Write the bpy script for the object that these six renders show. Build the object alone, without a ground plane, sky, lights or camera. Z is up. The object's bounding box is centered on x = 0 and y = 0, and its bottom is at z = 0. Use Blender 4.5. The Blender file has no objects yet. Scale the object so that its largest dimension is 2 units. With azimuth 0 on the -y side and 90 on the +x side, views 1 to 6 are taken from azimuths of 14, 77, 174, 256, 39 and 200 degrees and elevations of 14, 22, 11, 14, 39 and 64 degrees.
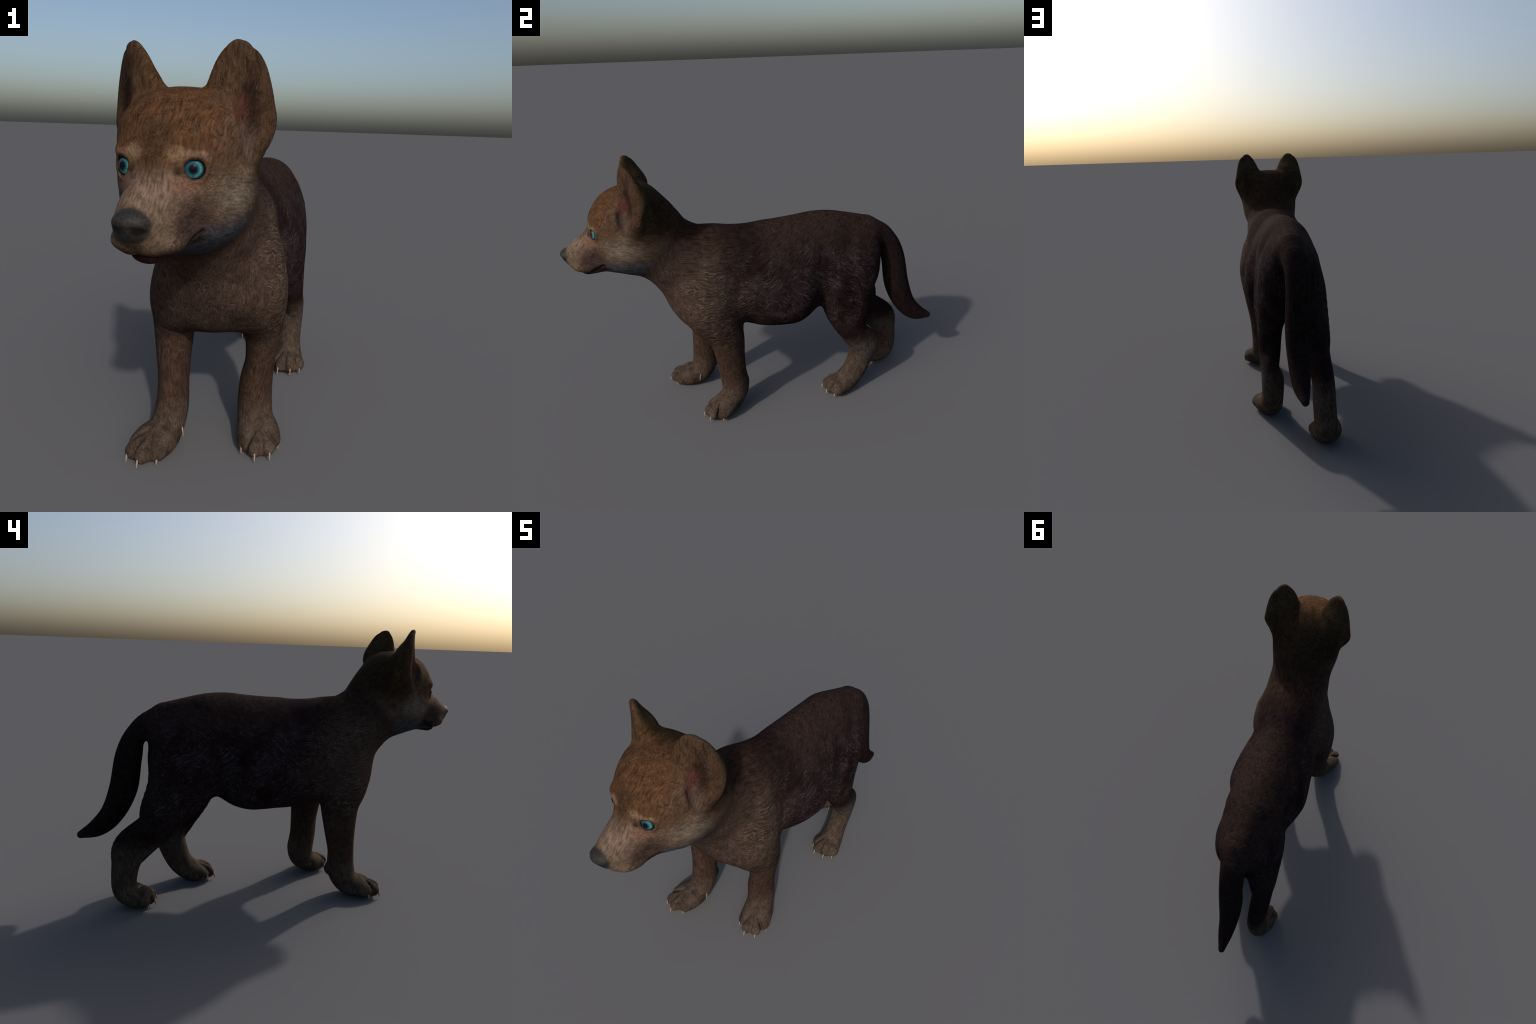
"""A standing wolf pup: one smooth skin laid over an anatomical set of tubes,
split into named body parts, with eyes and claws as pieces of their own."""
import bpy
import math
import numpy as np

# ---------------------------------------------------------------- anatomy ---
# The body is one smooth skin laid over tubes.  Each tube is a row of stations
# (x, y, z, half width, half thickness); widths run along the tube's own side
# axis (the trunk has a sixth number: how much wider it is below than above).
# X0 is the plane of symmetry of trunk and head.
X0 = 0.035
Z = (1.0, 0.0, 0.0)
TUBES = {
    "torso": dict(side=None, st=[
        (0.035, -0.420, 0.642, 0.159, 0.087, 0.053), (0.035, -0.330, 0.687, 0.177, 0.191, 0.074),
        (0.035, -0.240, 0.709, 0.163, 0.234, 0.110), (0.035, -0.140, 0.742, 0.164, 0.262, 0.161),
        (0.035, -0.040, 0.741, 0.190, 0.288, 0.235), (0.035, 0.060, 0.740, 0.208, 0.295, 0.282),
        (0.035, 0.160, 0.747, 0.206, 0.296, 0.274), (0.035, 0.260, 0.778, 0.167, 0.275, 0.118),
        (0.035, 0.360, 0.831, 0.147, 0.216, -0.033), (0.035, 0.460, 0.855, 0.110, 0.172, -0.049),
        (0.035, 0.560, 0.872, 0.085, 0.131, -0.038)]),
    "neck": dict(side=Z, st=[
        (0.034, -0.287, 0.891, 0.162, 0.145), (0.033, -0.402, 0.865, 0.171, 0.189),
        (0.035, -0.508, 0.949, 0.160, 0.171), (0.046, -0.582, 1.051, 0.146, 0.167)]),
    "skull": dict(side=Z, st=[
        (0.035, -0.610, 1.164, 0.218, 0.113), (0.035, -0.689, 1.139, 0.169, 0.129),
        (0.035, -0.744, 1.115, 0.141, 0.103)]),
    "cheek": dict(side=Z, st=[
        (0.035, -0.599, 1.037, 0.173, 0.135), (0.035, -0.675, 0.981, 0.168, 0.140),
        (0.035, -0.731, 1.018, 0.147, 0.092)]),
    "muzzle": dict(side=Z, st=[
        (0.035, -0.783, 0.971, 0.097, 0.102), (0.035, -0.857, 0.963, 0.083, 0.097),
        (0.035, -0.933, 0.954, 0.057, 0.051)]),
    "nose": dict(side=Z, st=[
        (0.035, -0.966, 0.967, 0.045, 0.029), (0.035, -0.979, 0.969, 0.030, 0.019)]),
    "jaw": dict(side=Z, st=[
        (0.035, -0.770, 0.944, 0.093, 0.049), (0.035, -0.842, 0.910, 0.080, 0.042),
        (0.035, -0.882, 0.888, 0.045, 0.033)]),
    "ear": dict(side=(0.85, 0.52, 0.0), st=[
        (0.171, -0.640, 1.069, 0.045, 0.057), (0.183, -0.641, 1.176, 0.095, 0.032),
        (0.173, -0.624, 1.239, 0.096, 0.056), (0.180, -0.639, 1.320, 0.072, 0.028),
        (0.186, -0.645, 1.361, 0.046, 0.016), (0.192, -0.646, 1.373, 0.023, 0.012)]),
    "tail": dict(side=Z, st=[
        (0.061, 0.472, 0.895, 0.094, 0.079), (0.035, 0.618, 0.909, 0.067, 0.058),
        (0.027, 0.704, 0.839, 0.060, 0.052), (0.030, 0.739, 0.736, 0.058, 0.065),
        (0.038, 0.767, 0.576, 0.060, 0.069), (0.042, 0.822, 0.449, 0.052, 0.059),
        (0.045, 0.895, 0.373, 0.040, 0.047), (0.042, 0.981, 0.338, 0.018, 0.019)]),
    "foreleg_left": dict(side=Z, st=[
        (0.158, -0.332, 0.745, 0.085, 0.153), (0.168, -0.319, 0.632, 0.101, 0.137),
        (0.174, -0.255, 0.487, 0.073, 0.097), (0.164, -0.235, 0.347, 0.056, 0.077),
        (0.148, -0.227, 0.244, 0.062, 0.073), (0.142, -0.215, 0.142, 0.067, 0.073),
        (0.152, -0.238, 0.082, 0.070, 0.065), (0.183, -0.301, 0.048, 0.082, 0.053),
        (0.203, -0.359, 0.044, 0.054, 0.030)]),
    "foreleg_right": dict(side=Z, st=[
        (-0.070, -0.337, 0.760, 0.101, 0.165), (-0.096, -0.342, 0.613, 0.121, 0.137),
        (-0.143, -0.316, 0.505, 0.080, 0.103), (-0.148, -0.325, 0.365, 0.063, 0.082),
        (-0.144, -0.341, 0.249, 0.056, 0.070), (-0.149, -0.347, 0.143, 0.061, 0.073),
        (-0.159, -0.382, 0.068, 0.066, 0.062), (-0.177, -0.448, 0.050, 0.083, 0.056),
        (-0.203, -0.504, 0.043, 0.060, 0.039)]),
    "hindleg_left": dict(side=Z, st=[
        (0.096, 0.461, 0.796, 0.094, 0.151), (0.107, 0.471, 0.700, 0.095, 0.129),
        (0.138, 0.426, 0.518, 0.070, 0.120), (0.148, 0.470, 0.365, 0.055, 0.077),
        (0.153, 0.526, 0.293, 0.047, 0.087), (0.142, 0.528, 0.244, 0.057, 0.077),
        (0.143, 0.482, 0.120, 0.057, 0.066), (0.154, 0.414, 0.053, 0.069, 0.060),
        (0.171, 0.347, 0.045, 0.076, 0.044)]),
    "hindleg_right": dict(side=Z, st=[
        (-0.018, 0.459, 0.836, 0.099, 0.151), (-0.039, 0.450, 0.681, 0.110, 0.180),
        (-0.074, 0.578, 0.484, 0.072, 0.118), (-0.080, 0.618, 0.406, 0.057, 0.090),
        (-0.082, 0.733, 0.305, 0.053, 0.092), (-0.081, 0.765, 0.219, 0.055, 0.069),
        (-0.086, 0.774, 0.093, 0.058, 0.060), (-0.092, 0.728, 0.054, 0.079, 0.058),
        (-0.114, 0.684, 0.053, 0.060, 0.051)]),
}
# muscle and fat laid on the tubes: centre and radii
MASSES = [
    (-0.061, -0.100, 0.625, 0.095, 0.121, 0.134),      # ribs behind the right foreleg
    (0.109, -0.139, 0.668, 0.087, 0.079, 0.079),      # ribs behind the left foreleg
    (0.135, 0.360, 0.649, 0.070, 0.065, 0.158),      # left thigh
    (0.078, 0.543, 0.722, 0.046, 0.073, 0.131),      # buttocks
    (-0.034, 0.543, 0.738, 0.055, 0.085, 0.139),
    (0.018, -0.357, 0.553, 0.113, 0.102, 0.069),      # breast between the forelegs
    (-0.065, 0.211, 0.639, 0.081, 0.105, 0.125),      # right of the belly
]
# order of joining, with the width of the fillet each part gets
JOIN = [("torso", 0.0), ("neck", 0.14), ("skull", 0.06), ("cheek", 0.08), ("muzzle", 0.06),
        ("nose", 0.012), ("jaw", 0.025), ("tail", 0.03), ("foreleg_left", 0.06), ("foreleg_right", 0.06),
        ("hindleg_left", 0.06), ("hindleg_right", 0.06), ("masses", 0.08), ("ear", 0.022), ("ear_mirror", 0.022)]


def spline(st, per):
    """Catmull-Rom through the stations."""
    st = np.asarray(st, float)
    p = np.vstack([2 * st[0] - st[1], st, 2 * st[-1] - st[-2]])
    out = []
    for i in range(len(st) - 1):
        a, b, c, d = p[i:i + 4]
        for j in range(per):
            t = j / per
            out.append(0.5 * (2 * b + (c - a) * t + (2 * a - 5 * b + 4 * c - d) * t * t + (3 * b - a - 3 * c + d) * t ** 3))
    out.append(st[-1])
    out = np.array(out)
    out[:, 3:5] = np.maximum(out[:, 3:5], 0.006)
    return out


def barrel_distance(p, st):
    """Distance to a trunk that runs along y, sections looked up by y."""
    s = spline(st, 16)
    y = np.clip(p[:, 1], s[0, 1], s[-1, 1])
    cx, cz, a, b, egg = (np.interp(y, s[:, 1], s[:, k]) for k in (0, 2, 3, 4, 5))
    qx, qy, qz = p[:, 0] - cx, p[:, 1] - y, p[:, 2] - cz
    a = a * (1 - egg * np.clip(qz / b, -1.2, 1.2))
    k = np.sqrt((qx / a) ** 2 + (qz / b) ** 2 + (qy / np.minimum(a, b)) ** 2) + 1e-9
    l = np.sqrt(qx * qx + qy * qy + qz * qz) + 1e-9
    return l * (k - 1) / k


def tube_distance(p, st, side, per=6):
    """Signed distance (approximate) of points p to a tube of elliptic sections."""
    if side is None:
        return barrel_distance(p, st)
    s = spline(st, per)
    best = np.full(len(p), 0.3)
    side = np.asarray(side, float)
    c, r = s[:, :3], s[:, 3:]
    tan = np.gradient(c, axis=0)
    tan /= np.linalg.norm(tan, axis=1)[:, None]
    S = side - (tan @ side)[:, None] * tan
    S /= np.linalg.norm(S, axis=1)[:, None]
    for i in range(len(s) - 1):
        ab = c[i + 1] - c[i]
        mid = 0.5 * (c[i] + c[i + 1])
        reach = r[i:i + 2].max() + 0.5 * np.linalg.norm(ab) + 0.13
        w = p - mid
        m = np.where(np.einsum("ij,ij->i", w, w) < reach * reach)[0]
        if not len(m):
            continue
        w = p[m] - c[i]
        t = np.clip(w @ (ab / (ab @ ab)), 0, 1)
        T = 0.5 * (tan[i] + tan[i + 1])
        T /= np.linalg.norm(T)
        side_i = S[i] + t[:, None] * (S[i + 1] - S[i])
        q = w - t[:, None] * ab
        a = r[i, 0] + t * (r[i + 1, 0] - r[i, 0])
        b = r[i, 1] + t * (r[i + 1, 1] - r[i, 1])
        qq = np.einsum("ij,ij->i", q, q)
        qs, qt = np.einsum("ij,ij->i", q, side_i), q @ T
        qn2 = np.maximum(qq - qs * qs - qt * qt, 0)
        k = np.sqrt((qs / a) ** 2 + qn2 / (b * b) + (qt / np.minimum(a, b)) ** 2) + 1e-9
        l = np.sqrt(qq) + 1e-9
        best[m] = np.minimum(best[m], l * (k - 1) / k)
    return best


def smooth_min(a, b, k):
    if k <= 0:
        return np.minimum(a, b)
    h = np.maximum(k - np.abs(a - b), 0) / k
    return np.minimum(a, b) - h * h * k * 0.25


def mirrored(p):
    return np.stack([2 * X0 - p[:, 0], p[:, 1], p[:, 2]], 1)


def ball(p, c, r):
    """Signed distance (approximate) to an ellipsoid."""
    q = (p - np.asarray(c)) / np.asarray(r)
    k = np.sqrt((q * q).sum(1)) + 1e-9
    l = np.sqrt(((p - np.asarray(c)) ** 2).sum(1)) + 1e-9
    return l * (k - 1) / k


def part_distance(name, p, tubes=TUBES):
    if name == "masses":
        return [ball(p, m[:3], m[3:]) for m in MASSES]
    if name == "ear_mirror":
        name, p = "ear", mirrored(p)
    return tube_distance(p, tubes[name]["st"], tubes[name]["side"])


def joined(d):
    out = None
    for name, k in JOIN:
        if name == "masses":
            for m in d[name]:
                out = smooth_min(out, m, k)
        else:
            out = d[name] if out is None else smooth_min(out, d[name], k)
    return out
# ------------------------------------------------------------- end anatomy ---

# ------------------------------------------------- small forms of the body ---
# claw tips and roots, paw by paw (inner to outer)
CLAWS = {
    "foreleg_left": [((0.130, -0.360), (0.134, -0.370)), ((0.190, -0.392), (0.193, -0.400)),
                     ((0.241, -0.367), (0.244, -0.377)), ((0.255, -0.297), (0.260, -0.309))],
    "foreleg_right": [((-0.128, -0.513), (-0.136, -0.525)), ((-0.188, -0.549), (-0.191, -0.559)),
                      ((-0.240, -0.528), (-0.243, -0.540)), ((-0.258, -0.460), (-0.265, -0.473))],
    "hindleg_left": [((0.092, 0.341), (0.089, 0.330)), ((0.127, 0.300), (0.127, 0.290)),
                     ((0.187, 0.305), (0.188, 0.295)), ((0.228, 0.338), (0.228, 0.328))],
    "hindleg_right": [((-0.028, 0.668), (-0.026, 0.657)), ((-0.067, 0.629), (-0.069, 0.619)),
                      ((-0.122, 0.636), (-0.124, 0.625)), ((-0.162, 0.668), (-0.160, 0.658))],
}
LID = np.array((0.126, -0.822, 1.0785))                 # middle of the eye opening
LID_AXIS = np.array((0.44, -0.89, 0.10)) / np.linalg.norm((0.44, -0.89, 0.10))
EYE = LID - 0.0185 * LID_AXIS
EYE_R = 0.0285
GAZE = np.array((0.32, -0.94, 0.05)) / np.linalg.norm((0.32, -0.94, 0.05))
LIP = [(X0, -0.940, 0.878), (0.065, -0.932, 0.878), (0.092, -0.905, 0.878), (0.114, -0.880, 0.884),
       (0.128, -0.850, 0.894), (0.138, -0.825, 0.906), (0.142, -0.798, 0.921)]
EAR_HOLLOW = [(0.224, -0.680, 1.120, 0.024, 0.018), (0.230, -0.670, 1.195, 0.050, 0.033),
              (0.223, -0.674, 1.270, 0.050, 0.031), (0.204, -0.680, 1.340, 0.026, 0.017)]


def rope(p, pts, r0, r1=None):
    """Distance to a polyline of round section, radius going from r0 to r1."""
    pts = np.asarray(pts, float)
    r1 = r0 if r1 is None else r1
    n = len(pts) - 1
    best = np.full(len(p), 9.0)
    for i in range(n):
        ab = pts[i + 1] - pts[i]
        t = np.clip((p - pts[i]) @ ab / (ab @ ab), 0, 1)
        d = np.sqrt(((p - pts[i] - t[:, None] * ab) ** 2).sum(1)) - (r0 + (r1 - r0) * (i + t) / n)
        best = np.minimum(best, d)
    return best


def near(p, lo, hi, f, far=0.3):
    """Evaluate f only inside a box."""
    m = ((p > np.asarray(lo)) & (p < np.asarray(hi))).all(1)
    out = np.full(len(p), far)
    if m.any():
        out[m] = f(p[m])
    return out


def box_of(pts, pad):
    pts = np.asarray(pts, float)[:, :3]
    return pts.min(0) - pad, pts.max(0) + pad


def carve(d, hole, k):
    return -smooth_min(-d, hole, k)


def tube_near(name, p):
    if name == "masses":
        return [near(p, m[:3] - m[3:] - 0.1, m[:3] + m[3:] + 0.1, lambda x: ball(x, m[:3], m[3:])) for m in np.array(MASSES)]
    st = np.asarray(TUBES["ear" if name == "ear_mirror" else name]["st"])
    q = mirrored(p) if name == "ear_mirror" else p
    lo, hi = box_of(st, st[:, 3:5].max() + 0.13)
    return near(q, lo, hi, lambda x: tube_distance(x, st, TUBES["ear" if name == "ear_mirror" else name]["side"]))


def lip_line(cache=[]):
    """The mouth line, dropped onto the skin."""
    if not cache:
        q = np.array(LIP)
        for _ in range(6):
            f = lambda x: joined({n: tube_near(n, x) for n, _ in JOIN})
            d = f(q)
            g = np.stack([f(q + e) - d for e in np.eye(3) * 1e-3], 1)
            g[:, 1:] *= (1.0, 0.3)
            g /= np.linalg.norm(g, axis=1)[:, None]
            q = q - 0.8 * d[:, None] * g
        q[0, 0] = X0
        cache.append(q)
    return cache[0]


def body_distance(p):
    d = joined({n: tube_near(n, p) for n, _ in JOIN})
    m = np.where(p[:, 0:1] < X0, mirrored(p), p)          # left half stands for both
    # toes: a rounded pad over every claw root
    for leg, claws in CLAWS.items():
        st = TUBES[leg]["st"]
        heel = np.array(st[-2][:3])
        for root, tip in claws:
            end = np.array((root[0], root[1], 0.036))
            way = end - heel
            way /= np.linalg.norm(way)
            end = end - 0.022 * way
            start = heel + 0.25 * (end - heel)
            start[2] = 0.058
            lo, hi = box_of([start, end], 0.09)
            d = smooth_min(d, near(p, lo, hi, lambda x: rope(x, [start, end], 0.027, 0.0295)), 0.012)
        for (r0, _), (r1, _) in zip(claws, claws[1:]):       # clefts between the toes
            mid = 0.5 * (np.array(r0) + np.array(r1))
            out = mid - heel[:2]
            out /= np.linalg.norm(out)
            cleft = [np.r_[mid + 0.008 * out, 0.012], np.r_[mid + 0.004 * out, 0.050],
                     np.r_[mid - 0.030 * out, 0.080], np.r_[mid - 0.065 * out, 0.104]]
            lo, hi = box_of(cleft, 0.04)
            d = carve(d, near(p, lo, hi, lambda x: rope(x, cleft, 0.0062, 0.001)), 0.020)
    # carpal pads behind the wrists
    for c in ((0.142, -0.165, 0.165), (-0.135, -0.277, 0.140)):
        d = smooth_min(d, near(p, np.array(c) - 0.08, np.array(c) + 0.08, lambda x: ball(x, c, (0.018, 0.017, 0.026))), 0.02)
    # face: brow, lips, eye socket, mouth line, nostrils, ears
    face = (m[:, 1] < -0.5) & (m[:, 2] > 0.78)
    if face.any():
        q, f = m[face], d[face]
        f = smooth_min(f, ball(q, (0.114, -0.800, 1.114), (0.036, 0.028, 0.016)), 0.03)
        f = smooth_min(f, ball(q, (0.092, -0.880, 0.914), (0.030, 0.055, 0.028)), 0.025)
        f = smooth_min(f, ball(q, (0.060, -0.921, 0.909), (0.030, 0.025, 0.023)), 0.02)
        f = smooth_min(f, ball(q, (0.052, -0.930, 0.926), (0.034, 0.027, 0.026)), 0.015)
        w = q - LID
        h = w @ LID_AXIS
        rho = np.sqrt(np.maximum((w * w).sum(1) - h * h, 0))
        f = smooth_min(f, np.sqrt((rho - 0.0304) ** 2 + (h + 0.0045) ** 2) - 0.0065, 0.008)
        f = carve(f, ball(q, EYE, (EYE_R + 0.0012,) * 3), 0.004)
        f = carve(f, rope(q, lip_line(), 0.0060, 0.0065), 0.008)
        f = carve(f, rope(q, [(X0 + 0.016, -0.996, 0.953), (X0 + 0.030, -0.990, 0.953), (X0 + 0.040, -0.978, 0.945)], 0.0075), 0.006)
        f = carve(f, rope(q, [(X0, -0.990, 0.930), (X0, -0.965, 0.895)], 0.004), 0.006)
        f = carve(f, tube_distance(q, EAR_HOLLOW, (0.80, 0.60, 0.0)), 0.016)
        d[face] = f
    return d


# ----------------------------------------------------------------- meshing ---
def corners():
    return np.array([(i, j, k) for i in (0, 1) for j in (0, 1) for k in (0, 1)])


def skin_mesh(lo, hi, cell, levels):
    """Surface nets on a grid that is refined only near the skin."""
    lo = np.asarray(lo, float)
    step = 2 ** levels
    n = np.ceil((np.asarray(hi) - lo) / (cell * step)).astype(int)
    cells = np.stack(np.meshgrid(*[np.arange(v) for v in n], indexing="ij"), -1).reshape(-1, 3) * step
    C = corners()
    B = 1 << 12
    key = lambda v: (v[:, 0] * B + v[:, 1]) * B + v[:, 2]
    while True:
        pts = (cells[:, None, :] + C[None] * step).reshape(-1, 3)
        ids, first, inv = np.unique(key(pts), return_index=True, return_inverse=True)
        d = body_distance(lo + pts[first] * cell)
        v = d[inv].reshape(-1, 8)
        if step == 1:
            keep = (v.min(1) < 0) & (v.max(1) >= 0)
            cells, v = cells[keep], v[keep]
            break
        cells = cells[np.abs(v).min(1) < step * cell * 1.8]
        step //= 2
        cells = (cells[:, None, :] + C[None] * step).reshape(-1, 3)
    edges = [(a, b) for a in range(8) for b in range(a + 1, 8) if np.abs(C[a] - C[b]).sum() == 1]
    acc, cnt = np.zeros((len(cells), 3)), np.zeros(len(cells))
    for a, b in edges:
        cross = (v[:, a] < 0) != (v[:, b] < 0)
        t = v[cross, a] / (v[cross, a] - v[cross, b])
        acc[cross] += C[a] + t[:, None] * (C[b] - C[a])
        cnt[cross] += 1
    verts = lo + (cells + acc / cnt[:, None]) * cell
    order = np.argsort(key(cells))
    sk = key(cells)[order]

    def find(c):
        i = np.searchsorted(sk, key(c))
        i = np.minimum(i, len(sk) - 1)
        return np.where(sk[i] == key(c), order[i], -1)

    quads = []
    for ax in range(3):
        u, w = [(1, 2), (2, 0), (0, 1)][ax]
        e = np.zeros(3, int)
        e[ax] = 1
        i1 = [k for k in range(8) if (C[k] == e).all()][0]
        a_in, b_in = v[:, 0] < 0, v[:, i1] < 0
        sel = np.where(a_in != b_in)[0]
        c = cells[sel]
        du, dw = np.zeros(3, int), np.zeros(3, int)
        du[u], dw[w] = 1, 1
        q = np.stack([find(c), find(c - du), find(c - du - dw), find(c - dw)], 1)
        flip = ~a_in[sel]
        q[flip] = q[flip][:, ::-1]
        quads.append(q[(q >= 0).all(1)])
    return verts, np.vstack(quads)


def relax(verts, quads, rounds):
    a = quads.reshape(-1)
    b = np.roll(quads, -1, 1).reshape(-1)
    n = np.bincount(a, minlength=len(verts)) + np.bincount(b, minlength=len(verts))
    for r in range(rounds):
        f = 0.55 if r % 2 == 0 else -0.56
        s = np.zeros_like(verts)
        for k in range(3):
            s[:, k] = np.bincount(a, verts[b, k], len(verts)) + np.bincount(b, verts[a, k], len(verts))
        verts = verts + f * (s / np.maximum(n, 1)[:, None] - verts)
    return verts


# --------------------------------------------------------------- materials ---
class Nodes:
    """Short hand for building a node tree out of arithmetic."""

    def __init__(self, name):
        self.mat = bpy.data.materials.new(name)
        self.mat.use_nodes = True
        self.t = self.mat.node_tree
        self.bsdf = self.t.nodes["Principled BSDF"]
        self.pos = self.t.nodes.new("ShaderNodeTexCoord").outputs["Object"]

    def put(self, socket, v):
        if isinstance(v, bpy.types.NodeSocket):
            self.t.links.new(v, socket)
        else:
            socket.default_value = v

    def math(self, op, a, b=0.0, c=0.0, clamp=False):
        n = self.t.nodes.new("ShaderNodeMath")
        n.operation, n.use_clamp = op, clamp
        for s, v in zip(n.inputs, (a, b, c)):
            self.put(s, v)
        return n.outputs[0]

    def vec(self, op, a, b=(0, 0, 0), scale=None):
        n = self.t.nodes.new("ShaderNodeVectorMath")
        n.operation = op
        self.put(n.inputs[0], a)
        if op not in ("LENGTH", "SCALE", "ABSOLUTE"):
            self.put(n.inputs[1], b)
        if scale is not None:
            self.put(n.inputs["Scale"], scale)
        return n.outputs["Value"] if op in ("LENGTH", "DOT_PRODUCT", "DISTANCE") else n.outputs[0]

    def step(self, v, lo, hi):
        """Smooth 0..1 as v goes from lo to hi (either order)."""
        n = self.t.nodes.new("ShaderNodeMapRange")
        n.interpolation_type = "SMOOTHSTEP"
        self.put(n.inputs["Value"], v)
        a, b = (lo, hi) if lo < hi else (hi, lo)
        n.inputs["From Min"].default_value, n.inputs["From Max"].default_value = a, b
        n.inputs["To Min"].default_value, n.inputs["To Max"].default_value = (0, 1) if lo < hi else (1, 0)
        return n.outputs["Result"]

    def noise(self, coord, scale, detail=2.0, rough=0.5, distortion=0.0, color=False):
        n = self.t.nodes.new("ShaderNodeTexNoise")
        self.put(n.inputs["Vector"], coord)
        n.inputs["Scale"].default_value = scale
        n.inputs["Detail"].default_value = detail
        n.inputs["Roughness"].default_value = rough
        n.inputs["Distortion"].default_value = distortion
        return n.outputs["Color" if color else "Fac"]

    def mix(self, f, a, b, blend="MIX"):
        n = self.t.nodes.new("ShaderNodeMix")
        n.data_type, n.blend_type = "RGBA", blend
        self.put(n.inputs[0], f)
        for s, v in ((n.inputs[6], a), (n.inputs[7], b)):
            self.put(s, (*v, 1) if isinstance(v, tuple) else v)
        return n.outputs[2]

    def rotated(self, coord, rot, scale):
        n = self.t.nodes.new("ShaderNodeMapping")
        n.vector_type = "TEXTURE"                 # inverse: turn first, then stretch
        self.put(n.inputs["Vector"], coord)
        n.inputs["Rotation"].default_value = rot
        n.inputs["Scale"].default_value = [1.0 / s for s in scale]
        return n.outputs[0]

    def blob(self, coord, c, r, soft=0.35):
        """1 inside an ellipsoid, fading to 0 across its edge."""
        q = self.vec("DIVIDE", self.vec("SUBTRACT", coord, c), r)
        return self.step(self.vec("LENGTH", q), 1 + soft, 1 - soft)

    def line(self, coord, pts):
        """Distance to a polyline."""
        best = None
        for a, b in zip(pts, pts[1:]):
            ab = np.subtract(b, a)
            w = self.vec("SUBTRACT", coord, tuple(a))
            t = self.math("DIVIDE", self.vec("DOT_PRODUCT", w, tuple(ab)), float(ab @ ab), clamp=True)
            d = self.vec("LENGTH", self.vec("SUBTRACT", w, self.vec("SCALE", tuple(ab), scale=t)))
            best = d if best is None else self.math("MINIMUM", best, d)
        return best

    def mul(self, *v):
        out = v[0]
        for x in v[1:]:
            out = self.math("MULTIPLY", out, x)
        return out

    def inv(self, v):
        return self.math("SUBTRACT", 1.0, v)

    def most(self, *v):
        out = v[0]
        for x in v[1:]:
            out = self.math("MAXIMUM", out, x)
        return out

    def xyz(self, coord):
        n = self.t.nodes.new("ShaderNodeSeparateXYZ")
        self.put(n.inputs[0], coord)
        return n.outputs


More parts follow.
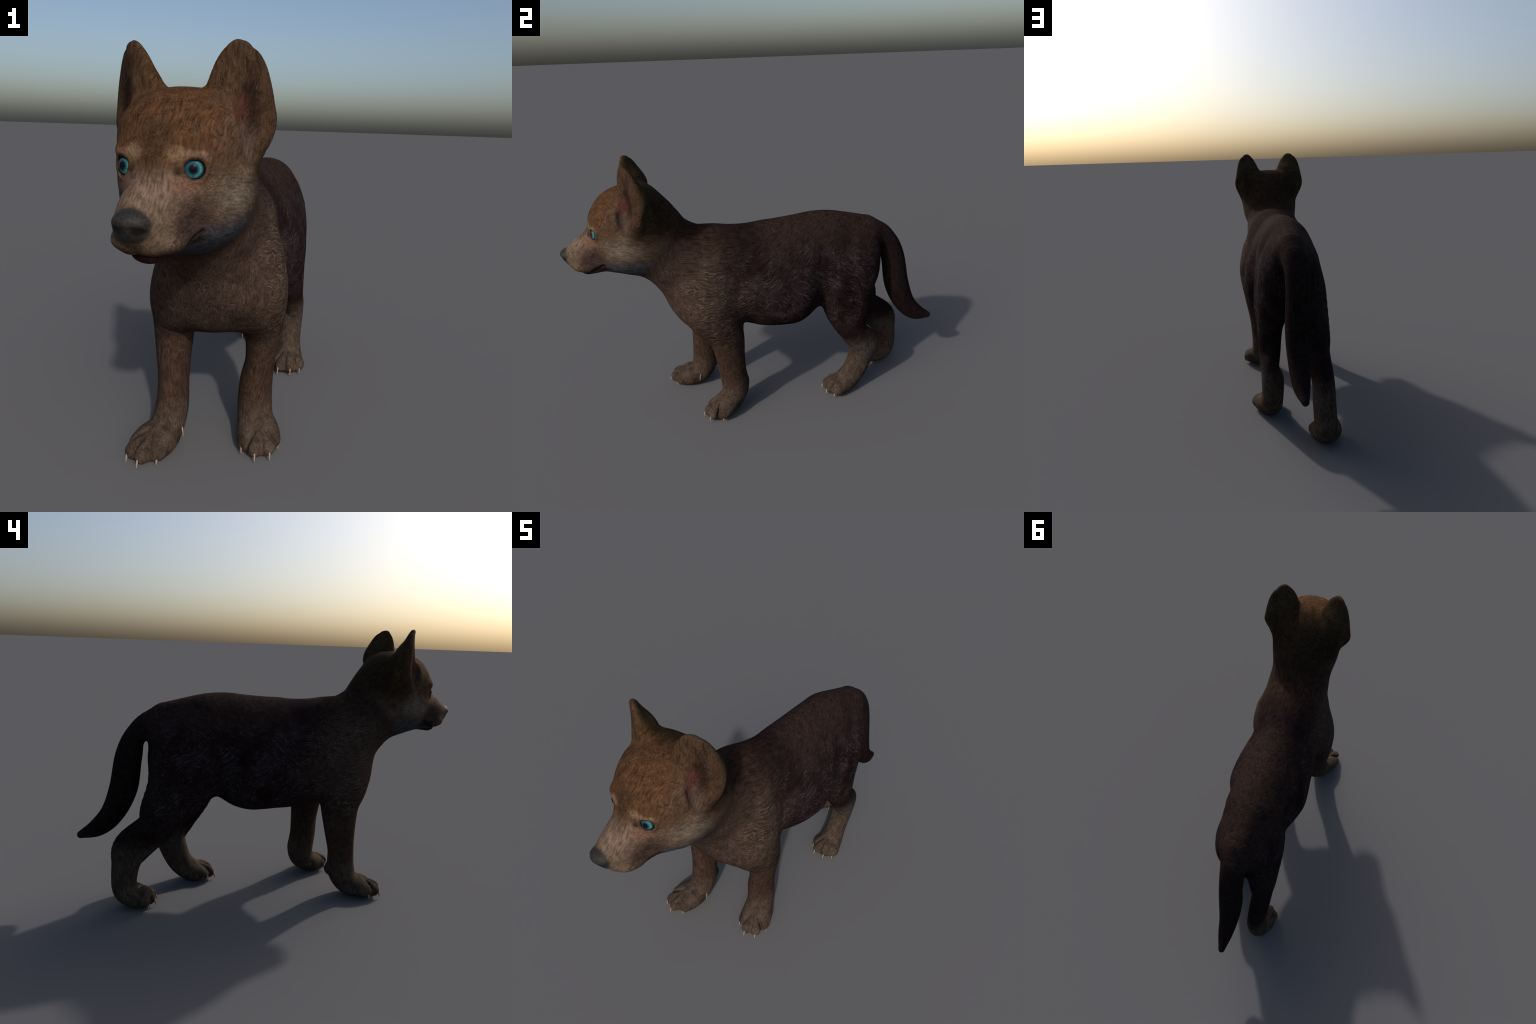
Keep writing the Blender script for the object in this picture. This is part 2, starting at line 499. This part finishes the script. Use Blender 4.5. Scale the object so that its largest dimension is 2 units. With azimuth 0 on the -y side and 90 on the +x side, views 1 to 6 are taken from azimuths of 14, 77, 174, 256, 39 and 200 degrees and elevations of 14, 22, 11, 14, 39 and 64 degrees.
def coat_material():
    g = Nodes("pup_coat")
    pos = g.pos
    # mirrored coordinate: distance from the plane of symmetry
    sx = g.xyz(pos)
    comb = g.t.nodes.new("ShaderNodeCombineXYZ")
    g.put(comb.inputs[0], g.math("ABSOLUTE", g.math("SUBTRACT", sx[0], X0)))
    g.put(comb.inputs[1], sx[1])
    g.put(comb.inputs[2], sx[2])
    half = comb.outputs[0]
    wob = g.vec("SUBTRACT", g.noise(pos, 14, 3, 0.6, color=True), (0.5, 0.5, 0.5))
    q = g.vec("ADD", half, g.vec("SCALE", wob, scale=0.06))          # ragged borders
    qf = g.vec("ADD", half, g.vec("SCALE", wob, scale=0.022))        # finer, for the face
    x, y, z = g.xyz(q)[:3]
    fx, fy, fz = g.xyz(qf)[:3]

    # --- lie of the hair: streaks of noise, stretched along the hair ---
    bend = g.vec("SUBTRACT", g.noise(pos, 5, 2, 0.5, color=True), (0.5, 0.5, 0.5))
    bent = g.vec("ADD", pos, g.vec("SCALE", bend, scale=0.09))
    bend2 = g.vec("SUBTRACT", g.noise(pos, 20, 1, 0.5, color=True), (0.5, 0.5, 0.5))
    curl = g.vec("ADD", bent, g.vec("SCALE", bend2, scale=0.008))
    level = g.rotated(curl, (math.radians(-4), 0, 0), (90, 9, 170))        # shoulder
    slant = g.rotated(curl, (math.radians(-36), 0, 0), (90, 9, 165))      # ribs and belly
    rising = g.rotated(curl, (math.radians(40), 0, 0), (90, 10, 175))      # back and hip
    down = g.rotated(curl, (0, math.radians(4), 0), (190, 190, 15))
    crown = g.rotated(curl, (math.radians(48), 0, 0), (175, 22, 175))
    cheek = g.rotated(curl, (math.radians(-12), 0, 0), (160, 19, 200))

    m_head = g.step(g.math("ADD", fy, g.mul(fz, -0.85)), -1.33, -1.40)      # in front of the nape
    m_crown = g.mul(m_head, g.most(g.step(fz, 1.06, 1.12), g.step(g.xyz(half)[0], 0.08, 0.05)))
    m_leg = g.step(z, 0.50, 0.38)
    m_chest = g.mul(g.step(y, -0.42, -0.50), g.inv(m_head))
    tc = g.t.nodes.new("ShaderNodeTexCoord")
    ny = g.math("ABSOLUTE", g.xyz(tc.outputs["Normal"])[1])                       # only for the lie of the hair
    m_down = g.most(m_leg, m_chest, g.step(y, 0.66, 0.72), g.step(ny, 0.50, 0.75))
    m_pinna = g.mul(g.step(g.xyz(half)[2], 1.20, 1.27), g.step(g.xyz(half)[0], 0.07, 0.11))

    m_rib = g.step(y, -0.14, -0.04)
    m_top = g.step(g.math("ADD", z, g.mul(y, -0.35)), 0.66, 0.76)
    w_rise, w_slant, w_level = g.mul(m_rib, m_top), g.mul(m_rib, g.inv(m_top)), g.inv(m_rib)

    def pick(field):
        side = g.math("ADD", g.math("ADD", g.mul(field(level), w_level), g.mul(field(slant), w_slant)), g.mul(field(rising), w_rise))
        dn = field(down)
        v = g.math("ADD", g.mul(side, g.inv(m_down)), g.mul(dn, m_down))
        hd = g.math("ADD", g.mul(field(cheek), g.inv(m_crown)), g.mul(field(crown), m_crown))
        hd = g.math("ADD", g.mul(hd, g.inv(m_pinna)), g.mul(dn, m_pinna))
        return g.math("ADD", g.mul(v, g.inv(m_head)), g.mul(hd, m_head))

    fine = pick(lambda c: g.noise(c, 1.0, 3, 0.65))

    def hairs(c, shift, width):
        n = g.noise(g.vec("ADD", c, shift), 0.9, 1.5, 0.5)
        return g.step(g.math("ABSOLUTE", g.math("SUBTRACT", n, 0.5)), width, 0.004)

    clump = g.noise(pos, 9, 3, 0.6)
    tuft = g.noise(pos, 30, 2, 0.5)
    one = pick(lambda c: hairs(c, (7.3, 3.1, 5.7), 0.045))
    two = pick(lambda c: hairs(g.vec("MULTIPLY", c, (0.8, 1.2, 0.75)), (1.7, 9.2, 4.4), 0.030))
    strand = g.most(g.mul(one, g.step(tuft, 0.36, 0.60)), g.mul(two, g.step(tuft, 0.60, 0.36)))
    strand = g.mul(strand, g.step(clump, 0.28, 0.56))

    # --- ground colours of the coat ---
    col = g.mix(0.0, (0.0112, 0.0058, 0.0065), (0, 0, 0))                          # flank
    col = g.mix(g.mul(g.step(clump, 0.42, 0.68), 0.6), col, (0.017, 0.0125, 0.0150))
    col = g.mix(g.mul(g.step(z, 0.82, 1.00), g.step(y, -0.15, 0.05)), col, (0.0220, 0.0138, 0.0118))  # back
    col = g.mix(g.mul(g.step(y, 0.60, 0.70), 0.8), col, (0.0112, 0.0070, 0.0066))  # tail
    fore = g.step(g.math("ADD", y, g.mul(z, 0.25)), 0.16, -0.10)                    # shoulder and neck
    col = g.mix(fore, col, (0.0205, 0.0122, 0.0096))
    col = g.mix(g.mul(fore, g.blob(q, (0.18, -0.37, 0.78), (0.17, 0.21, 0.24), 0.6)), col, (0.0390, 0.0255, 0.0195))
    col = g.mix(g.mul(fore, g.step(z, 0.80, 0.98), g.step(x, 0.19, 0.06)), col, (0.0250, 0.0140, 0.0100))   # nape
    col = g.mix(g.mul(m_chest, 0.7), col, (0.0370, 0.0240, 0.0195))                # breast
    # legs: brown above, grey tan below
    legs = g.step(z, 0.52, 0.34)
    front = g.step(y, 0.05, -0.05)
    col = g.mix(g.mul(legs, front), col, (0.0400, 0.0240, 0.0175))
    col = g.mix(g.mul(legs, g.inv(front), g.step(z, 0.38, 0.26)), col, (0.0420, 0.0300, 0.0220))
    col = g.mix(g.mul(g.inv(front), g.step(z, 0.33, 0.27), g.step(z, 0.17, 0.25), g.step(clump, 0.38, 0.58), 0.55), col, (0.0460, 0.0430, 0.0470))  # hock
    col = g.mix(g.step(z, 0.26, 0.08), col, (0.0560, 0.0405, 0.0310))
    col = g.mix(g.mul(g.step(g.noise(pos, 20, 2), 0.46, 0.64), g.step(z, 0.20, 0.10), 0.65), col, (0.0300, 0.0210, 0.0160))

    # --- head ---
    hd = g.mix(0.0, (0.0700, 0.0460, 0.0320), (0, 0, 0))
    hd = g.mix(g.mul(g.step(fz, 1.045, 1.115), g.step(fx, 0.190, 0.10)), hd, (0.0680, 0.0325, 0.0155))   # russet crown
    hd = g.mix(g.mul(g.step(clump, 0.42, 0.62), g.step(fz, 1.06, 1.14), 0.5), hd, (0.0480, 0.0240, 0.0120))
    hd = g.mix(g.mul(g.step(fz, 1.045, 1.09), g.step(fy, -0.78, -0.85), g.step(fx, 0.060, 0.005), 0.80), hd, (0.0330, 0.0180, 0.0100))
    hd = g.mix(g.mul(g.step(fy, -0.69, -0.60), g.step(fz, 0.96, 1.10)), hd, (0.0230, 0.0135, 0.0075))  # back of head
    hd = g.mix(g.mul(g.blob(qf, (0.20, -0.715, 1.005), (0.08, 0.085, 0.050), 0.75), 0.85), hd, (0.1200, 0.0970, 0.0760))  # pale cheek
    hd = g.mix(g.mul(g.step(fz, 0.975, 0.90), g.step(fy, -0.88, -0.80)), hd, (0.0440, 0.0470, 0.0590))  # grey jaw
    hd = g.mix(g.blob(qf, (0.03, -0.895, 1.010), (0.065, 0.085, 0.050), 0.7), hd, (0.1150, 0.0780, 0.0590))   # bridge
    hd = g.mix(g.mul(g.blob(qf, (0.10, -0.845, 0.955), (0.05, 0.065, 0.060), 0.6), 0.9), hd, (0.0350, 0.0215, 0.0185))  # dark muzzle side
    hd = g.mix(g.mul(g.blob(qf, (0.055, -0.940, 0.955), (0.040, 0.035, 0.060), 0.6), 0.9), hd, (0.1000, 0.0720, 0.0510))   # round the nose
    spots = g.step(g.noise(pos, 75, 1), 0.54, 0.64)
    hd = g.mix(g.mul(spots, g.blob(qf, (0.085, -0.91, 0.915), (0.05, 0.06, 0.04), 0.5), 0.7), hd, (0.0330, 0.0205, 0.0170))
    hd = g.mix(g.mul(g.blob(qf, (0.055, -0.830, 1.112), (0.026, 0.040, 0.018), 0.6), 0.8), hd, (0.1700, 0.1100, 0.0680))   # brow spots
    arch = g.line(qf, [(0.074, -0.842, 1.109), (0.090, -0.832, 1.115), (0.110, -0.820, 1.113), (0.126, -0.806, 1.100)])
    hd = g.mix(g.mul(g.step(arch, 0.012, 0.003), 0.75), hd, (0.1350, 0.0880, 0.0600))
    hd = g.mix(g.mul(g.blob(qf, (0.085, -0.840, 1.040), (0.050, 0.050, 0.022), 0.6), 0.75), hd, (0.1150, 0.0600, 0.0430))   # pink under the eye
    hd = g.mix(g.mul(g.blob(half, tuple(LID - (X0, 0, 0)), (0.028, 0.028, 0.028), 0.16), 0.85), hd, (0.0150, 0.0095, 0.0080))  # eyelid
    hd = g.mix(g.mul(g.blob(qf, (0.062, -0.838, 1.072), (0.012, 0.03, 0.010), 0.6), 0.7), hd, (0.0150, 0.0095, 0.0080))
    # ears
    ears = g.mul(g.step(fz, 1.20, 1.30), g.step(fx, 0.065, 0.10))
    ears = g.most(ears, g.mul(g.step(fx, 0.160, 0.20), g.step(fy, -0.70, -0.64), g.step(fz, 1.06, 1.13)))
    earfront = g.step(g.math("ADD", g.mul(fx, 0.63), g.mul(fy, -0.78)), 0.575, 0.610)
    hd = g.mix(g.mul(ears, earfront), hd, (0.0430, 0.0250, 0.0155))
    hd = g.mix(g.mul(ears, g.inv(earfront)), hd, (0.0360, 0.0235, 0.0110))
    hd = g.mix(g.mul(g.blob(qf, (0.176, -0.650, 1.245), (0.026, 0.050, 0.085), 0.7), 0.95), hd, (0.0150, 0.0080, 0.0062))  # shading of the ear bowl painted dark, the carved hollow being shallow
    hd = g.mix(g.mul(g.blob(qf, (0.158, -0.672, 1.220), (0.013, 0.030, 0.036), 0.7), 0.7), hd, (0.0850, 0.0270, 0.0250))
    hd = g.mix(g.mul(g.blob(qf, (0.165, -0.665, 1.140), (0.025, 0.040, 0.045), 0.7), 0.6), hd, (0.0560, 0.0400, 0.0330))
    # mouth
    lip = g.mul(g.blob(half, (0.0, -0.86, 0.868), (0.078, 0.085, 0.022), 0.2), g.step(sx[2], 0.890, 0.882))
    hd = g.mix(lip, hd, (0.0300, 0.0120, 0.0125))
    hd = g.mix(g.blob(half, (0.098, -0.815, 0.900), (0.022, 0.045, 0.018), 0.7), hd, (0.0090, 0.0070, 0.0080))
    gape = g.line(half, [tuple(float(v) for v in p - (X0, 0, 0)) for p in lip_line()])
    hd = g.mix(g.mul(g.step(gape, 0.015, 0.004), 0.85), hd, (0.0090, 0.0065, 0.0070))  # dark lip band widened to paint in the shadow between lip and jaw
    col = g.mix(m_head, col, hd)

    # --- hair over it ---
    fold = g.noise(g.rotated(bent, (math.radians(48), 0, 0), (38, 110, 38)), 1.0, 2.5, 0.6, 0.6)
    fold = g.mul(g.step(g.math("ABSOLUTE", g.math("SUBTRACT", fold, 0.5)), 0.060, 0.008), g.step(tuft, 0.44, 0.56))
    col = g.mix(g.mul(fold, m_head, g.step(fz, 1.11, 1.16), g.inv(m_pinna), g.step(fx, 0.19, 0.15), 0.6), col, (0.0160, 0.0085, 0.0050))
    mottle = g.math("ADD", 0.72, g.mul(g.step(g.noise(curl, 38, 3, 0.65), 0.28, 0.72), 0.56))
    mc = g.t.nodes.new("ShaderNodeCombineXYZ")
    for i in range(3):
        g.put(mc.inputs[i], mottle)
    col = g.mix(0.8, col, mc.outputs[0], "MULTIPLY")
    light = g.step(fine, 0.28, 0.72)
    k = g.math("ADD", 0.58, g.mul(light, 0.84))
    cc = g.t.nodes.new("ShaderNodeCombineXYZ")
    for i in range(3):
        g.put(cc.inputs[i], k)
    col = g.mix(1.0, col, cc.outputs[0], "MULTIPLY")
    shaggy = g.mul(g.inv(m_head), g.inv(g.step(z, 0.42, 0.34)), g.step(z, 1.0, 0.84), g.step(y, 0.78, 0.60))
    col = g.mix(g.mul(strand, shaggy, g.math("SUBTRACT", 0.90, g.mul(m_down, 0.40))), col, g.mix(fore, (0.0640, 0.0500, 0.0500), (0.1250, 0.0930, 0.0720)))
    col = g.mix(g.mul(strand, m_head, 0.25), col, (0.1250, 0.0950, 0.0700))
    # --- nose leather ---
    nose = g.blob(half, (0.0, -0.984, 0.962), (0.060, 0.036, 0.045), 0.16)
    grit = g.noise(pos, 160, 2)
    nosecol = g.mix(g.step(grit, 0.35, 0.65), (0.0132, 0.0122, 0.0112), (0.0255, 0.0232, 0.0212))
    nosecol = g.mix(g.blob(half, (0.029, -0.988, 0.951), (0.019, 0.02, 0.010), 0.4), nosecol, (0.0050, 0.0045, 0.0043))
    nosecol = g.mix(g.mul(g.step(sx[2], 0.945, 0.925), 0.7), nosecol, (0.0080, 0.0072, 0.0068))
    col = g.mix(nose, col, nosecol)

    g.put(g.bsdf.inputs["Base Color"], col)
    g.put(g.bsdf.inputs["Roughness"], g.math("SUBTRACT", 0.85, g.mul(nose, 0.25)))
    g.put(g.bsdf.inputs["Specular IOR Level"], g.math("ADD", 0.015, g.mul(nose, 0.15)))
    b = g.t.nodes.new("ShaderNodeBump")
    b.inputs["Strength"].default_value = 0.30
    b.inputs["Distance"].default_value = 0.002
    g.put(b.inputs["Height"], g.math("ADD", g.mul(fine, g.inv(nose)), g.mul(grit, nose, 0.3)))
    g.put(g.bsdf.inputs["Normal"], b.outputs[0])
    return g.mat


def eye_material():
    """Object +Z is the direction of gaze; radius 1."""
    g = Nodes("blue_iris")
    x, y, z = g.xyz(g.pos)[:3]
    r = g.math("SQRT", g.math("ADD", g.mul(x, x), g.mul(y, y)))
    ang = g.math("ARCTAN2", y, x)
    comb = g.t.nodes.new("ShaderNodeCombineXYZ")
    g.put(comb.inputs[0], g.mul(g.math("SINE", ang), 5.0))
    g.put(comb.inputs[1], g.mul(g.math("COSINE", ang), 5.0))
    g.put(comb.inputs[2], g.mul(r, 1.5))
    ray = g.noise(comb.outputs[0], 1.6, 3, 0.6)
    col = g.mix(g.step(ray, 0.35, 0.68), (0.020, 0.100, 0.130), (0.075, 0.260, 0.250))
    col = g.mix(g.step(g.math("ADD", g.mul(x, 0.8), g.mul(y, -0.6)), 0.25, -0.55), col, (0.012, 0.070, 0.105))  # baked highlight: iris left bright at one side, darkened towards the other
    col = g.mix(g.step(r, 0.62, 0.42), col, (0.016, 0.050, 0.072))
    col = g.mix(g.step(r, 0.66, 0.80), col, (0.010, 0.040, 0.060))
    col = g.mix(g.step(r, 0.46, 0.26), col, (0.004, 0.005, 0.006))
    col = g.mix(g.step(r, 0.82, 0.90), col, (0.010, 0.007, 0.006))
    col = g.mix(g.step(z, 0.1, 0.0), col, (0.05, 0.03, 0.03))
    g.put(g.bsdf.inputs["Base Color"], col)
    g.bsdf.inputs["Roughness"].default_value = 0.25
    g.bsdf.inputs["Coat Weight"].default_value = 0.02
    g.bsdf.inputs["Coat Roughness"].default_value = 0.2
    g.bsdf.inputs["Specular IOR Level"].default_value = 0.03
    return g.mat


def claw_material():
    g = Nodes("claw_horn")
    z = g.xyz(g.pos)[2]
    n = g.noise(g.pos, 120, 2)
    col = g.mix(g.step(n, 0.3, 0.7), (0.230, 0.160, 0.135), (0.300, 0.220, 0.190))
    g.put(g.bsdf.inputs["Base Color"], col)
    g.bsdf.inputs["Roughness"].default_value = 0.45
    return g.mat


# ------------------------------------------------------------------ build ---
def add_object(name, mesh, parent):
    o = bpy.data.objects.new(name, mesh)
    bpy.context.scene.collection.objects.link(o)
    o.parent = parent
    return o


def part_of_face(p):
    """Which body part each point of the skin belongs to."""
    groups = {"torso": ["torso"], "neck": ["neck"], "head": ["skull", "cheek", "muzzle", "jaw"],
              "nose": ["nose"], "tail": ["tail"], "ear": ["ear"], "ear.001": ["ear_mirror"],
              "foreleg": ["foreleg_left"], "foreleg.001": ["foreleg_right"],
              "hindleg": ["hindleg_left"], "hindleg.001": ["hindleg_right"]}
    names = list(groups)
    d = np.stack([np.min([tube_near(t, p) for t in groups[n]], axis=0) for n in names], 1)
    who = np.argmin(d, 1)
    at = names.index
    legs = [at("foreleg"), at("foreleg.001"), at("hindleg"), at("hindleg.001")]
    for leg in legs:                                    # legs end at the trunk
        hi = 0.56 if names[leg].startswith("fore") else 0.66
        who[(who == leg) & (p[:, 2] > hi)] = at("torso")
    who[(who == at("tail")) & (p[:, 1] < 0.60)] = at("torso")
    for e in ("ear", "ear.001"):
        who[(who == at(e)) & (p[:, 2] < 1.10)] = at("head")
    who[(who == at("nose")) & (np.linalg.norm((p - (X0, -0.984, 0.962)) / (0.060, 0.036, 0.046), axis=1) > 1)] = at("head")
    return names, who


def build_skin(parent, coat):
    verts, quads = skin_mesh((-0.34, -1.06, -0.03), (0.36, 1.06, 1.45), 0.0038, 3)
    verts = relax(verts, quads, 4)
    verts[:, 2] = np.maximum(verts[:, 2], 0.0)
    whole = bpy.data.meshes.new("whole")
    whole.from_pydata(verts.tolist(), [], quads.tolist())
    whole.polygons.foreach_set("use_smooth", np.ones(len(quads), bool))
    whole.update()
    normals = np.zeros(len(verts) * 3)
    whole.vertex_normals.foreach_get("vector", normals)
    normals = normals.reshape(-1, 3)
    names, who = part_of_face(verts[quads].mean(1))
    parts = {}
    for i, n in enumerate(names):
        f = quads[who == i]
        if not len(f):
            continue
        ids, inv = np.unique(f, return_inverse=True)
        me = bpy.data.meshes.new(n)
        me.from_pydata(verts[ids].tolist(), [], inv.reshape(-1, 4).tolist())
        me.polygons.foreach_set("use_smooth", np.ones(len(f), bool))
        me.materials.append(coat)
        me.update()
        me.normals_split_custom_set_from_vertices(normals[ids].tolist())
        parts[n] = add_object(n, me, parent)
    bpy.data.meshes.remove(whole)
    return parts


def eye_mesh(mat):
    rings, seg = 28, 48
    v, f = [(0, 0, 1.0)], []
    for i in range(1, rings):
        a = math.pi * i / rings
        for j in range(seg):
            b = 2 * math.pi * j / seg
            v.append((math.sin(a) * math.cos(b), math.sin(a) * math.sin(b), math.cos(a)))
    v.append((0, 0, -1.0))
    for j in range(seg):
        k = (j + 1) % seg
        f.append((0, 1 + j, 1 + k))
        f.append((len(v) - 1, 1 + (rings - 2) * seg + k, 1 + (rings - 2) * seg + j))
        for i in range(rings - 2):
            a = 1 + i * seg
            f.append((a + j, a + seg + j, a + seg + k, a + k))
    me = bpy.data.meshes.new("eye")
    me.from_pydata(v, [], f)
    me.polygons.foreach_set("use_smooth", np.ones(len(f), bool))
    me.materials.append(mat)
    return me


def claw_mesh(mat):
    """A hooked claw from the origin: forward +X, down -Z; 45 mm tall."""
    v, f, seg = [], [], 10
    n = 9
    for i in range(n):
        t = i / (n - 1)
        c = np.array((0.013 * math.sin(t * 2.2) - 0.008 * (1 - t), 0, 0.012 - 0.050 * t))
        r = 0.0054 * (1 - t) ** 0.6 + 0.0006
        for j in range(seg):
            a = 2 * math.pi * j / seg
            v.append((c[0] + 1.15 * r * math.cos(a), c[1] + 0.85 * r * math.sin(a), c[2]))
    for i in range(n - 1):
        for j in range(seg):
            k = (j + 1) % seg
            f.append((i * seg + j, i * seg + seg + j, i * seg + seg + k, i * seg + k))
    f.append(tuple(range(seg)))
    f.append(tuple(reversed(range((n - 1) * seg, n * seg))))
    me = bpy.data.meshes.new("claw")
    me.from_pydata(v, [], f)
    me.polygons.foreach_set("use_smooth", np.ones(len(f), bool))
    me.materials.append(mat)
    return me


def main():
    from mathutils import Vector
    pup = bpy.data.objects.new("wolf_pup", None)
    bpy.context.scene.collection.objects.link(pup)
    pup["label"] = "brown wolf pup standing, blue eyes and upright ears"
    pup["category"] = "wolf pup"
    parts = build_skin(pup, coat_material())
    eye = eye_mesh(eye_material())
    for side in (1, -1):
        c, gz = EYE.copy(), GAZE.copy()
        if side < 0:
            c[0], gz[0] = 2 * X0 - c[0], -gz[0]
        o = add_object("eye", eye, parts["head"])
        o.location, o.scale = c, (EYE_R,) * 3
        o.rotation_euler = Vector(gz).to_track_quat("Z", "Y").to_euler()
    horn = claw_mesh(claw_material())
    leg_name = {"foreleg_left": "foreleg", "foreleg_right": "foreleg.001", "hindleg_left": "hindleg", "hindleg_right": "hindleg.001"}
    for leg, claws in CLAWS.items():
        for root, tip in claws:
            o = add_object("claw", horn, parts[leg_name[leg]])
            d = np.array(tip) - np.array(root)
            o.location = (root[0], root[1], 0.043)
            o.rotation_euler = (0, 0, math.atan2(d[1], d[0]))
    dew = [("foreleg.001", (-0.090, -0.388, 0.074), -0.9), ("foreleg", (0.092, -0.262, 0.080), -2.2)]
    for leg, at, turn in dew:
        o = add_object("claw", horn, parts[leg])
        o.location, o.rotation_euler, o.scale = at, (0, 0, turn), (0.6, 0.6, 0.75)


main()
